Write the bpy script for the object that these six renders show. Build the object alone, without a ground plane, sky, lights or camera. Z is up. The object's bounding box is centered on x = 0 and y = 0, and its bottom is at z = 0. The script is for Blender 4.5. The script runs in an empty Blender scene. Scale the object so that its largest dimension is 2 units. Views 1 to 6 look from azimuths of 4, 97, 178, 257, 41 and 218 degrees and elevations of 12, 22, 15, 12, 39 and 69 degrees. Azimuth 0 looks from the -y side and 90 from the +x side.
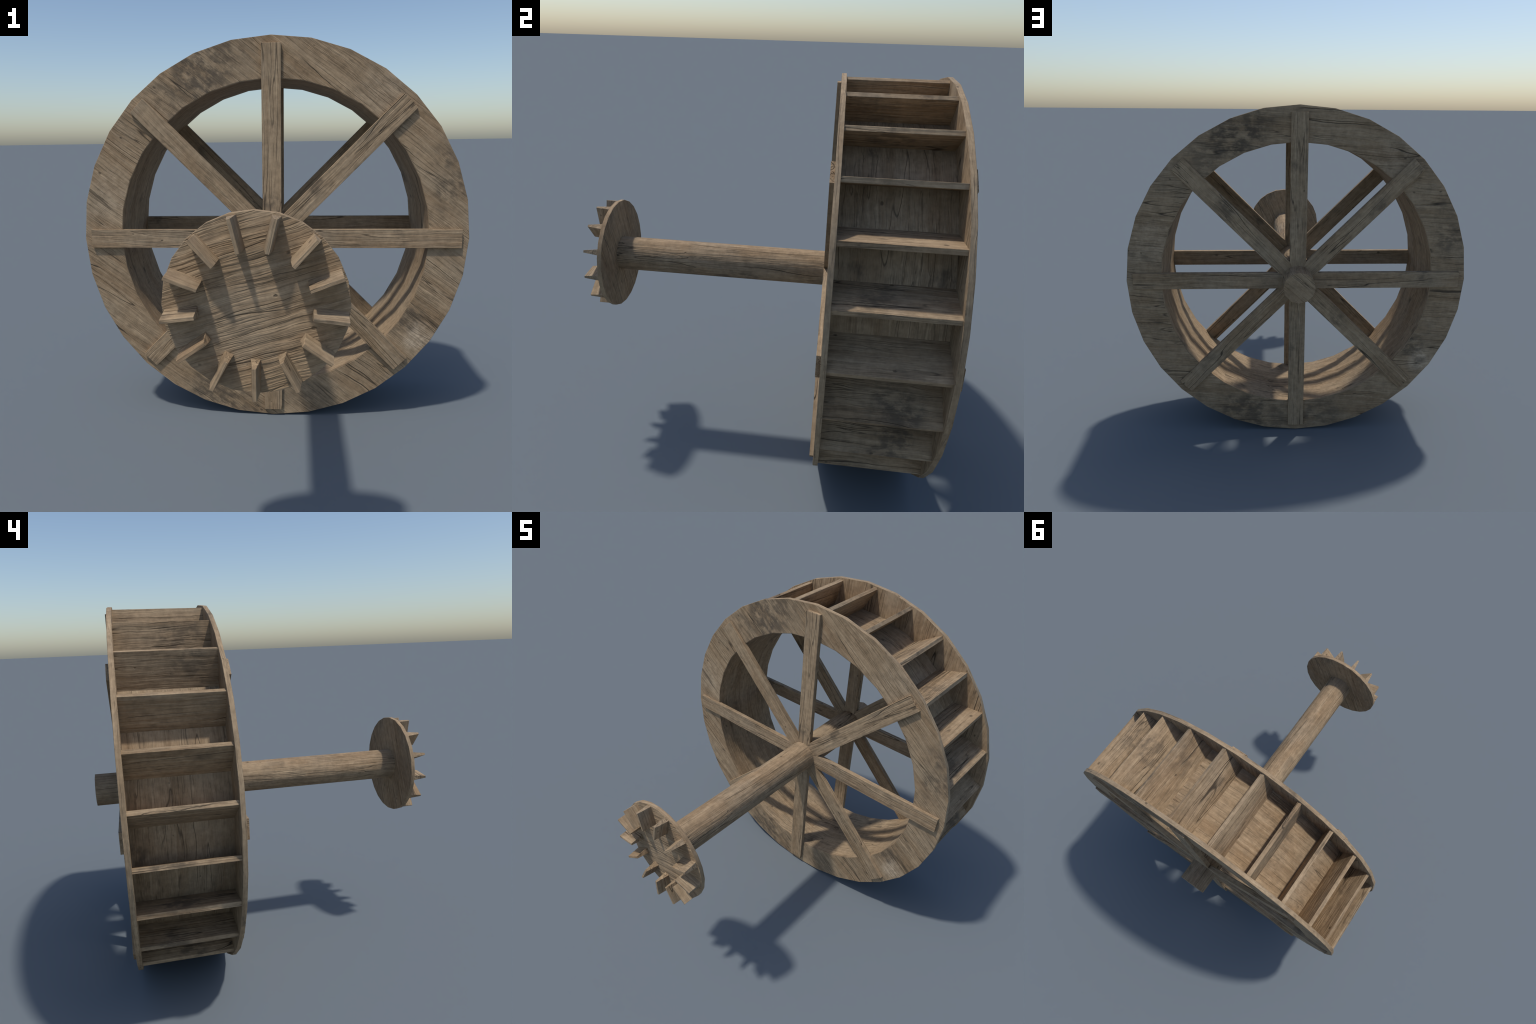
"""Wooden water wheel on a round shaft with a face-cog wheel at the far end."""
import bpy, bmesh, math, random
from mathutils import Vector, Matrix

random.seed(7)

# ------------------------------------------------------------------ sizes (metres)
AXIS_Z = 1.0
RIM_R, RIM_INNER = 1.0, 0.802          # side rings
RIM_SIDES = 32
FRONT_Y0, FRONT_Y1 = 0.291, 0.314      # front ring
BACK_Y0, BACK_Y1 = 0.776, 0.8005        # back ring
DRUM_INNER, DRUM_OUTER = 0.800, 0.8365
SPOKE_LEN, SPOKE_HALF_W, SPOKE_T = 0.9610, 0.0480, 0.029
SPOKE_FRONT_Y, SPOKE_BACK_Y = 0.2876, 0.8003     # mid planes
PADDLES, PADDLE_TILT, PADDLE_T = 25, 26.6, 0.0232
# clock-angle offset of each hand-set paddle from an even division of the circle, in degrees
PADDLE_SET = [4.1, 4.25, 4.27, 4.31, 4.33, 4.4, 4.3, 3.4, 3.0, 3.1, 3.1, 3.2, 3.3,
              3.4, 3.5, 3.6, 3.6, 3.7, 3.85, 3.85, 3.9, 3.95, 4.02, 4.1, 4.1]
PADDLE_TIP_R = 0.9853
SHAFT_R, SHAFT_SIDES, SHAFT_Y0, SHAFT_Y1 = 0.0925, 12, -0.866, 0.955
DISC_R, DISC_SIDES, DISC_Y0, DISC_Y1 = 0.2955, 24, -0.8785, -0.856
COGS, COG_R0, COG_R1, COG_TIP_Y = 13, 0.180, 0.2875, -0.955
COG_BASE_HALF, COG_TIP_HALF = 0.0162, 0.0060


# ------------------------------------------------------------------ node helpers
class Nodes:
    def __init__(self, tree):
        self.t = tree

    def new(self, kind, **props):
        n = self.t.nodes.new(kind)
        for k, v in props.items():
            setattr(n, k, v)
        return n

    def link(self, a, b):
        self.t.links.new(a, b)

    def put(self, sock, v):
        if isinstance(v, bpy.types.NodeSocket):
            self.link(v, sock)
        elif v is not None:
            sock.default_value = v

    def math(self, op, a, b=None, c=None, clamp=False):
        n = self.new("ShaderNodeMath", operation=op, use_clamp=clamp)
        for i, v in enumerate((a, b, c)):
            self.put(n.inputs[i], v)
        return n.outputs[0]

    def vmath(self, op, a, b=None):
        n = self.new("ShaderNodeVectorMath", operation=op)
        self.put(n.inputs[0], a)
        if b is not None:
            self.put(n.inputs[1], b)
        return n.outputs[1] if op in ("DISTANCE", "LENGTH", "DOT_PRODUCT") else n.outputs[0]

    def noise(self, vec, scale=1.0, detail=2.0, rough=0.5, dist=0.0):
        n = self.new("ShaderNodeTexNoise", noise_dimensions="3D")
        self.link(vec, n.inputs["Vector"])
        n.inputs["Scale"].default_value = scale
        n.inputs["Detail"].default_value = detail
        n.inputs["Roughness"].default_value = rough
        n.inputs["Distortion"].default_value = dist
        return n.outputs["Fac"]

    def ramp(self, fac, lo, hi, a=0.0, b=1.0, smooth=True):
        n = self.new("ShaderNodeMapRange", interpolation_type="SMOOTHSTEP" if smooth else "LINEAR")
        self.put(n.inputs[0], fac)
        for i, v in enumerate((lo, hi, a, b)):
            n.inputs[1 + i].default_value = v
        return n.outputs[0]

    def mix(self, fac, a, b, blend="MIX"):
        n = self.new("ShaderNodeMix", data_type="RGBA", blend_type=blend)
        self.put(n.inputs[0], fac)
        self.put(n.inputs[6], a)
        self.put(n.inputs[7], b)
        return n.outputs[2]

    def combine(self, x, y, z):
        n = self.new("ShaderNodeCombineXYZ")
        for i, v in enumerate((x, y, z)):
            self.put(n.inputs[i], v)
        return n.outputs[0]

    def split(self, v):
        n = self.new("ShaderNodeSeparateXYZ")
        self.link(v, n.inputs[0])
        return n.outputs


def rgb(r, g, b):
    return (r, g, b, 1.0)


# ------------------------------------------------------------------ weathered wood
LIGHT = rgb(0.440, 0.324, 0.203)
BASE = rgb(0.341, 0.245, 0.150)
BROWN = rgb(0.268, 0.182, 0.105)
GREY = rgb(0.302, 0.236, 0.159)
DARK = rgb(0.055, 0.041, 0.028)
PALE = rgb(0.480, 0.375, 0.262)
STAIN = rgb(0.075, 0.060, 0.045)


def weathered_wood_group():
    """Vector = (along the grain, across it, depth) in metres."""
    g = bpy.data.node_groups.new("weathered_wood", "ShaderNodeTree")
    g.interface.new_socket("Vector", in_out="INPUT", socket_type="NodeSocketVector")
    for name, dv in (("Stain", 0.0), ("Pale", 0.0), ("Ridges", 1.0), ("Cracks", 1.0)):
        s = g.interface.new_socket(name, in_out="INPUT", socket_type="NodeSocketFloat")
        s.default_value = dv
    g.interface.new_socket("Color", in_out="OUTPUT", socket_type="NodeSocketColor")
    g.interface.new_socket("Height", in_out="OUTPUT", socket_type="NodeSocketFloat")
    g.interface.new_socket("Roughness", in_out="OUTPUT", socket_type="NodeSocketFloat")
    N = Nodes(g)
    gi, go = N.new("NodeGroupInput"), N.new("NodeGroupOutput")
    p0 = gi.outputs["Vector"]
    # the grain wanders sideways a little
    sway = N.noise(N.vmath("MULTIPLY", p0, (2.4, 4.0, 4.0)), 1.0, 2.0, 0.5)
    kink = N.noise(N.vmath("MULTIPLY", p0, (18.0, 22.0, 22.0)), 1.0, 2.0, 0.5)
    side = N.math("ADD", N.math("MULTIPLY", N.math("SUBTRACT", sway, 0.5), 0.034),
                  N.math("MULTIPLY", N.math("SUBTRACT", kink, 0.5), 0.0065))
    p = N.vmath("ADD", p0, N.combine(0.0, side, 0.0))

    def streak(along, across, detail=3.0, rough=0.6, off=0.0, src=p):
        v = N.vmath("MULTIPLY", N.vmath("ADD", src, (off, off * 1.7, off * 0.6)), (along, across, across))
        return N.noise(v, 1.0, detail, rough)

    broad = streak(1.3, 10.0, 2.0, 0.5, 3.1)
    medium = streak(3.6, 60.0, 3.0, 0.6, 7.7)
    line = streak(6.5, 120.0, 2.0, 0.55, 5.2)
    fine = streak(20.0, 330.0, 2.0, 0.6, 1.3)
    patch = N.noise(N.vmath("ADD", p0, (5.3, 2.1, 9.4)), 3.4, 3.0, 0.55)
    mottle = N.noise(N.vmath("ADD", p0, (1.3, 8.1, 3.4)), 30.0, 4.0, 0.65)

    col = N.mix(N.ramp(broad, 0.32, 0.62), BROWN, BASE)
    col = N.mix(N.math("MULTIPLY", N.ramp(medium, 0.46, 0.74), 0.65), col, LIGHT)
    col = N.mix(N.math("MULTIPLY", N.ramp(patch, 0.46, 0.68), 0.45), col, GREY)
    col = N.mix(N.math("MULTIPLY", N.ramp(medium, 0.46, 0.28), 0.42), col, BROWN)
    col = N.mix(N.math("MULTIPLY", gi.outputs["Pale"], N.ramp(mottle, 0.35, 0.6, 0.45, 1.0)), col, PALE)
    shade = N.math("ADD", N.ramp(fine, 0.25, 0.75, 0.86, 1.12, False), N.ramp(mottle, 0.28, 0.72, -0.15, 0.15))
    shade = N.math("SUBTRACT", shade, N.ramp(line, 0.46, 0.26, 0.0, 0.30))
    col = N.mix(1.0, col, N.combine(shade, shade, shade), "MULTIPLY")

    # long drying cracks: contour lines of stretched noise, broken up along their run
    def crack(along, across, width, off, keep):
        n = streak(along, across, 1.0, 0.5, off)
        d = N.math("ABSOLUTE", N.math("SUBTRACT", n, 0.5))
        lines = N.ramp(d, 0.0, width, 1.0, 0.0)
        gate = N.ramp(streak(2.0, 9.0, 1.0, 0.5, off + 11.0), keep, keep + 0.12)
        return N.math("MULTIPLY", lines, gate)

    c1 = crack(0.75, 13.0, 0.0085, 2.9, 0.45)
    c2 = crack(1.4, 31.0, 0.0155, 6.1, 0.50)
    c3 = crack(3.6, 70.0, 0.060, 4.4, 0.50)
    cracks = N.math("MAXIMUM", c1, N.math("MAXIMUM", N.math("MULTIPLY", c2, 0.8), N.math("MULTIPLY", c3, 0.28)))
    cracks = N.math("MULTIPLY", cracks, gi.outputs["Cracks"], clamp=True)
    col = N.mix(N.math("MULTIPLY", cracks, 0.92), col, DARK)

    # pits and small knots
    vo = N.new("ShaderNodeTexVoronoi", voronoi_dimensions="3D", feature="F1")
    N.link(N.vmath("MULTIPLY", p, (13.0, 19.0, 19.0)), vo.inputs["Vector"])
    vo.inputs["Scale"].default_value = 1.0
    pick = N.split(vo.outputs["Color"])
    size = N.ramp(pick[0], 0.70, 1.0, 0.03, 0.13, False)
    dist = N.math("ADD", vo.outputs["Distance"], N.math("MULTIPLY", N.math("SUBTRACT", mottle, 0.5), 0.16))
    pit = N.math("MULTIPLY", N.ramp(N.math("SUBTRACT", dist, size), -0.05, 0.03, 1.0, 0.0),
                 N.math("GREATER_THAN", pick[0], 0.72))
    col = N.mix(N.math("MULTIPLY", pit, 0.60), col, DARK)

    # sooty stains: where the caller asks for them, and in a few natural blotches
    speck = N.noise(N.vmath("MULTIPLY", p, (15.0, 26.0, 26.0)), 1.0, 4.0, 0.65)
    own = N.ramp(N.noise(N.vmath("ADD", p0, (7.7, 1.9, 4.2)), 4.2, 2.0, 0.5), 0.60, 0.72)
    where = N.math("MAXIMUM", gi.outputs["Stain"], N.math("MULTIPLY", own, 0.75))
    soot = N.math("MULTIPLY", where, N.ramp(speck, 0.35, 0.60), clamp=True)
    col = N.mix(N.math("MULTIPLY", soot, 0.80), col, STAIN)
    N.link(col, go.inputs["Color"])

    # relief
    ridge = N.math("MULTIPLY", N.ramp(streak(3.2, 62.0, 2.0, 0.55, 9.9), 0.36, 0.60), 0.50)
    ridge = N.math("ADD", ridge, N.math("MULTIPLY", N.math("ADD", medium, line), 0.30))
    ridge = N.math("MULTIPLY", ridge, gi.outputs["Ridges"])
    h = N.math("ADD", ridge, N.math("MULTIPLY", fine, 0.12))
    h = N.math("SUBTRACT", h, N.math("MULTIPLY", cracks, 1.1))
    h = N.math("SUBTRACT", h, N.math("MULTIPLY", pit, 0.7))
    N.link(h, go.inputs["Height"])
    N.link(N.ramp(medium, 0.2, 0.8, 0.92, 0.78, False), go.inputs["Roughness"])
    return g


WOOD = weathered_wood_group()


def wood_material(name, vector, bump=0.0016, ridges=1.0, cracks=1.0, stains=None, pale=None):
    """vector(N, object_coordinates) -> grain coordinates; stains(N, object_coordinates) -> mask."""
    m = bpy.data.materials.new(name)
    m.use_nodes = True
    t = m.node_tree
    t.nodes.clear()
    N = Nodes(t)
    out = N.new("ShaderNodeOutputMaterial")
    bsdf = N.new("ShaderNodeBsdfPrincipled")
    bsdf.inputs["Specular IOR Level"].default_value = 0.22
    obj = N.new("ShaderNodeTexCoord").outputs["Object"]
    w = N.new("ShaderNodeGroup")
    w.node_tree = WOOD
    N.link(vector(N, obj), w.inputs["Vector"])
    w.inputs["Ridges"].default_value = ridges
    w.inputs["Cracks"].default_value = cracks
    if stains:
        N.link(stains(N, obj), w.inputs["Stain"])
    if pale:
        N.link(pale(N, obj), w.inputs["Pale"])
    b = N.new("ShaderNodeBump")
    b.inputs["Strength"].default_value = 1.0
    b.inputs["Distance"].default_value = bump
    N.link(w.outputs["Height"], b.inputs["Height"])
    N.link(b.outputs[0], bsdf.inputs["Normal"])
    N.link(w.outputs["Color"], bsdf.inputs["Base Color"])
    N.link(w.outputs["Roughness"], bsdf.inputs["Roughness"])
    N.link(bsdf.outputs[0], out.inputs[0])
    return m


def plank_vector(N, obj):
    """Boards are modelled along local x; each board gets its own piece of timber."""
    r = N.new("ShaderNodeObjectInfo").outputs["Random"]
    return N.vmath("ADD", obj, N.combine(N.math("MULTIPLY", r, 37.0), N.math("MULTIPLY", r, 91.0), N.math("MULTIPLY", r, 53.0)))


def flat_vector(angle, off, mirror=1.0):
    """Grain straight across a disc or ring face in the x-z plane, at this angle to +x."""
    c, s = math.cos(math.radians(angle)), math.sin(math.radians(angle))

    def f(N, obj):
        x, y, z = N.split(obj)
        a = N.math("ADD", N.math("MULTIPLY", x, c), N.math("MULTIPLY", z, s))
        b = N.math("SUBTRACT", N.math("MULTIPLY", z, c), N.math("MULTIPLY", x, s))
        return N.vmath("ADD", N.combine(a, b, N.math("MULTIPLY", y, 0.4)), off)
    return f


def hoop_vector(radius, off):
    """Grain running round the circumference; across = along the axis (y)."""
    def f(N, obj):
        x, y, z = N.split(obj)
        a = N.math("MULTIPLY", N.math("ARCTAN2", x, z), radius)
        r = N.math("SQRT", N.math("ADD", N.math("MULTIPLY", x, x), N.math("MULTIPLY", z, z)))
        return N.vmath("ADD", N.combine(a, y, r), off)
    return f


def axial_vector(off):
    def f(N, obj):
        x, y, z = N.split(obj)
        return N.vmath("ADD", N.combine(y, x, z), off)
    return f


def blotches(spots, mirror=1.0):
    """Soft round masks at (x, z, radius, strength) on a ring face."""
    def f(N, obj):
        x, y, z = N.split(obj)
        flat = N.combine(N.math("MULTIPLY", x, mirror), 0.0, z)
        jig = N.noise(flat, 9.0, 2.0, 0.5)
        total = None
        for sx, sz, r, k in spots:
            d = N.vmath("DISTANCE", flat, (sx, 0.0, sz))
            d = N.math("ADD", N.math("DIVIDE", d, r), N.math("MULTIPLY", N.math("SUBTRACT", jig, 0.5), 1.6))
            v = N.ramp(d, 0.45, 1.25, k, 0.0)
            total = v if total is None else N.math("MAXIMUM", total, v)
        return total
    return f


RING_SPOTS = [(-0.36, 0.82, 0.17, 1.0), (-0.26, 0.90, 0.12, 0.8), (-0.52, 0.72, 0.12, 0.6), (0.90, 0.24, 0.11, 0.75),
              (0.86, 0.40, 0.08, 0.45), (0.70, -0.43, 0.11, 0.85), (-0.32, -0.88, 0.17, 0.9), (-0.12, -0.93, 0.14, 0.6), (0.20, -0.86, 0.12, 0.5)]
RING_PALE = [(0.77, -0.53, 0.09, 0.9), (-0.85, 0.22, 0.16, 0.25), (0.55, 0.70, 0.14, 0.2)]

MAT_PLANK = wood_material("plank_wood", plank_vector, 0.0022)


def paddle_soot(N, obj):
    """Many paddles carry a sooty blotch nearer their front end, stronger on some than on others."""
    r = N.new("ShaderNodeObjectInfo").outputs["Random"]
    x, y, z = N.split(obj)
    flat = N.combine(x, y, N.math("MULTIPLY", r, 40.0))
    spot = N.combine(N.ramp(r, 0.45, 0.75, -0.11, 0.07), -0.075, 0.0)
    d = N.vmath("DISTANCE", N.combine(x, y, 0.0), spot)
    d = N.math("ADD", N.math("DIVIDE", d, 0.11), N.math("MULTIPLY", N.math("SUBTRACT", N.noise(flat, 10.0, 2.0), 0.5), 1.8))
    return N.math("MULTIPLY", N.ramp(d, 0.4, 1.3, 0.9, 0.0), N.ramp(r, 0.10, 0.75))


MAT_PADDLE = wood_material("paddle_wood", plank_vector, 0.0022, stains=paddle_soot)
MAT_RING_FRONT = wood_material("ring_wood_front", flat_vector(-37, (3.0, 5.0, 0.0)), 0.0018, stains=blotches(RING_SPOTS), pale=blotches(RING_PALE))
MAT_RING_BACK = wood_material("ring_wood_back", flat_vector(4, (8.0, 1.0, 0.0)), 0.0018, stains=blotches(RING_SPOTS, -1.0), pale=blotches(RING_PALE, -1.0))
MAT_RING_INSIDE = wood_material("ring_wood_inside", flat_vector(86, (5.0, 2.0, 0.0)), 0.0018)
MAT_RING_EDGE = wood_material("ring_wood_edge", hoop_vector(1.0, (1.0, 2.0, 0.0)), 0.0015, cracks=0.6)
MAT_DRUM = wood_material("drum_wood", hoop_vector(0.82, (4.0, 7.0, 0.0)), 0.0018, ridges=0.6, cracks=0.75)
MAT_SHAFT = wood_material("shaft_wood", axial_vector((2.0, 3.0, 1.0)), 0.0030, cracks=1.0)
MAT_SHAFT_END = wood_material("shaft_end_wood", flat_vector(40, (6.0, 6.0, 0.0)), 0.002)
MAT_DISC = wood_material("disc_wood", flat_vector(17, (9.0, 4.0, 0.0)), 0.0032, ridges=1.3, cracks=0.6)
MAT_DISC_BACK = wood_material("disc_wood_back", flat_vector(68, (2.0, 9.0, 0.0)), 0.0018)
MAT_DISC_EDGE = wood_material("disc_wood_edge", hoop_vector(0.295, (3.0, 1.0, 0.0)), 0.0015, cracks=0.6)


# ------------------------------------------------------------------ object helpers
def add_object(name, data, parent, matrix):
    o = bpy.data.objects.new(name, data)
    bpy.context.scene.collection.objects.link(o)
    o.parent = parent
    if parent is not None:
        o.matrix_parent_inverse = parent_world[parent.name].inverted()
    o.matrix_basis = matrix
    parent_world[name] = matrix.copy()
    return o


parent_world = {}


def finish(bm, name, mats, bevel, smooth_deg=32.0):
    bmesh.ops.recalc_face_normals(bm, faces=bm.faces)
    if bevel:
        edges = [e for e in bm.edges if len(e.link_faces) == 2 and e.calc_face_angle() > math.radians(35)]
        bmesh.ops.bevel(bm, geom=edges, offset=bevel, offset_type="OFFSET", segments=1, profile=0.5, affect="EDGES", clamp_overlap=True)
    for e in bm.edges:
        if len(e.link_faces) == 2:
            e.smooth = e.calc_face_angle() < math.radians(smooth_deg)
    for f in bm.faces:
        f.smooth = True
    me = bpy.data.meshes.new(name)
    bm.to_mesh(me)
    bm.free()
    for m in mats:
        me.materials.append(m)
    return me


def circle(bm, r, n, y):
    return [bm.verts.new((r * math.sin(2 * math.pi * k / n), y, r * math.cos(2 * math.pi * k / n))) for k in range(n)]


def quads(bm, a, b, mat=0):
    n = len(a)
    for k in range(n):
        f = bm.faces.new((a[k], a[(k + 1) % n], b[(k + 1) % n], b[k]))
        f.material_index = mat


def tube_mesh(name, r_out, r_in, n, y0, y1, mats, bevel, outer_mat, inner_mat, y0_mat, y1_mat):
    bm = bmesh.new()
    o0, o1 = circle(bm, r_out, n, y0), circle(bm, r_out, n, y1)
    i0, i1 = circle(bm, r_in, n, y0), circle(bm, r_in, n, y1)
    quads(bm, o0, o1, outer_mat)
    quads(bm, i0, i1, inner_mat)
    quads(bm, o0, i0, y0_mat)
    quads(bm, o1, i1, y1_mat)
    return finish(bm, name, mats, bevel)


def rod_mesh(name, r, n, y0, y1, mats, bevel, side_mat, y0_mat, y1_mat):
    bm = bmesh.new()
    a, b = circle(bm, r, n, y0), circle(bm, r, n, y1)
    quads(bm, a, b, side_mat)
    bm.faces.new(a).material_index = y0_mat
    bm.faces.new(b).material_index = y1_mat
    return finish(bm, name, mats, bevel)


def prism_mesh(name, outline, half, mats, bevel):
    """Extrude an outline in local x-y through local z = -half..half."""
    bm = bmesh.new()
    lo = [bm.verts.new((x, y, -half)) for x, y in outline]
    hi = [bm.verts.new((x, y, half)) for x, y in outline]
    quads(bm, lo, hi)
    bm.faces.new(lo)
    bm.faces.new(hi)
    return finish(bm, name, mats, bevel)


def axis_frame(angle, y):
    """Local x = outward radial at this clock angle (from +z towards +x), local y = tangential, local z = world +y."""
    a = math.radians(angle)
    radial, tangent = Vector((math.sin(a), 0, math.cos(a))), Vector((math.cos(a), 0, -math.sin(a)))
    m = Matrix.Identity(4)
    for i, v in enumerate((radial, tangent, radial.cross(tangent))):
        m.col[i][:3] = v
    m.translation = Vector((0, y, AXIS_Z))
    return m


# ------------------------------------------------------------------ the wheel
wheel = bpy.data.objects.new("water_wheel", None)
bpy.context.scene.collection.objects.link(wheel)
wheel.location = (0, 0.545, 0)
parent_world["water_wheel"] = Matrix.Translation((0, 0.545, 0))
wheel["label"] = "weathered wooden water wheel with paddles, shaft and cog wheel"
wheel["category"] = "water wheel"

axle = Matrix.Translation((0, 0, AXIS_Z))

ring_mats = [MAT_RING_FRONT, MAT_RING_BACK, MAT_RING_EDGE, MAT_RING_INSIDE]
rings = []
for y0, y1, m0, m1 in ((FRONT_Y0, FRONT_Y1, 0, 3), (BACK_Y0, BACK_Y1, 3, 1)):
    me = tube_mesh("side_ring", RIM_R, RIM_INNER, RIM_SIDES, y0, y1, ring_mats, 0.0012, 2, 2, m0, m1)
    nm = "side_ring" if not rings else "side_ring.001"
    rings.append(add_object(nm, me, wheel, axle))

me = tube_mesh("drum", DRUM_OUTER, DRUM_INNER, RIM_SIDES, FRONT_Y0 + 0.0015, BACK_Y1 - 0.0015, [MAT_DRUM], 0, 0, 0, 0, 0)
add_object("drum", me, wheel, axle)

# spokes: flat boards with a mitred point at the hub, eight on each ring
spoke_point = SPOKE_HALF_W / math.tan(math.radians(22.5))
outline = [(0.012, 0.0), (spoke_point, -SPOKE_HALF_W), (SPOKE_LEN, -SPOKE_HALF_W), (SPOKE_LEN, SPOKE_HALF_W), (spoke_point, SPOKE_HALF_W)]
outline[0] = (0.0, 0.0)
spoke_mesh = prism_mesh("spoke", outline, SPOKE_T / 2, [MAT_PLANK], 0.0010)
count = 0
for ring, y in ((rings[0], SPOKE_FRONT_Y), (rings[1], SPOKE_BACK_Y)):
    for k in range(8):
        nm = "spoke" if count == 0 else f"spoke.{count:03d}"
        add_object(nm, spoke_mesh, ring, axis_frame(45 * k, y))
        count += 1

# paddles: boards leaning forward from the radius, set between the rings
lean = math.radians(PADDLE_TILT)
paddle_out = 0.196                                   # board depth, its foot inside the drum wall
paddle_half_len = (BACK_Y0 - FRONT_Y1) / 2 + 0.004
paddle_mid_y = (BACK_Y0 + FRONT_Y1) / 2
bm = bmesh.new()
half = PADDLE_T / 2
lo, hi = [], []
for x, y in ((-paddle_half_len, 0), (paddle_half_len, 0), (paddle_half_len, -paddle_out), (-paddle_half_len, -paddle_out)):
    lo.append(bm.verts.new((x, y, -half)))
    hi.append(bm.verts.new((x, y, half)))
quads(bm, lo, hi)
bm.faces.new(lo)
bm.faces.new(hi)
paddle_mesh = finish(bm, "paddle", [MAT_PADDLE], 0.0010)
for k in range(PADDLES):
    a = math.radians(PADDLE_SET[k] + k * 360.0 / PADDLES)
    radial, tangent = Vector((math.sin(a), 0, math.cos(a))), Vector((math.cos(a), 0, -math.sin(a)))
    out = radial * math.cos(lean) + tangent * math.sin(lean)
    m = Matrix.Identity(4)
    ax = Vector((0, 1, 0))
    for i, v in enumerate((ax, out, ax.cross(out))):
        m.col[i][:3] = v
    m.translation = radial * PADDLE_TIP_R + Vector((0, paddle_mid_y, AXIS_Z))
    add_object("paddle" if k == 0 else f"paddle.{k:03d}", paddle_mesh, wheel, m)

# shaft
me = rod_mesh("shaft", SHAFT_R, SHAFT_SIDES, SHAFT_Y0, SHAFT_Y1, [MAT_SHAFT, MAT_SHAFT_END], 0.0015, 0, 1, 1)
add_object("shaft", me, wheel, axle)

# cog wheel
me = rod_mesh("cog_wheel", DISC_R, DISC_SIDES, DISC_Y0, DISC_Y1, [MAT_DISC, MAT_DISC_BACK, MAT_DISC_EDGE], 0.0012, 2, 0, 1)
cog_wheel = add_object("cog_wheel", me, wheel, axle)

# cogs: wedges standing on the disc face, grain along the radius
bm = bmesh.new()
root_y, tip_y = DISC_Y0 + 0.004, COG_TIP_Y
ends = []
for x in (COG_R0, COG_R1):
    ends.append([bm.verts.new((x, s * w, d)) for s, w, d in ((-1, COG_BASE_HALF, 0.0), (1, COG_BASE_HALF, 0.0),
                                                             (1, COG_TIP_HALF, tip_y - root_y), (-1, COG_TIP_HALF, tip_y - root_y))])
quads(bm, ends[0], ends[1])
bm.faces.new(ends[0])
bm.faces.new(ends[1])
cog_mesh = finish(bm, "cog", [MAT_PLANK], 0.0008)
for k in range(COGS):
    add_object("cog" if k == 0 else f"cog.{k:03d}", cog_mesh, cog_wheel, axis_frame(180 + k * 360.0 / COGS, root_y))
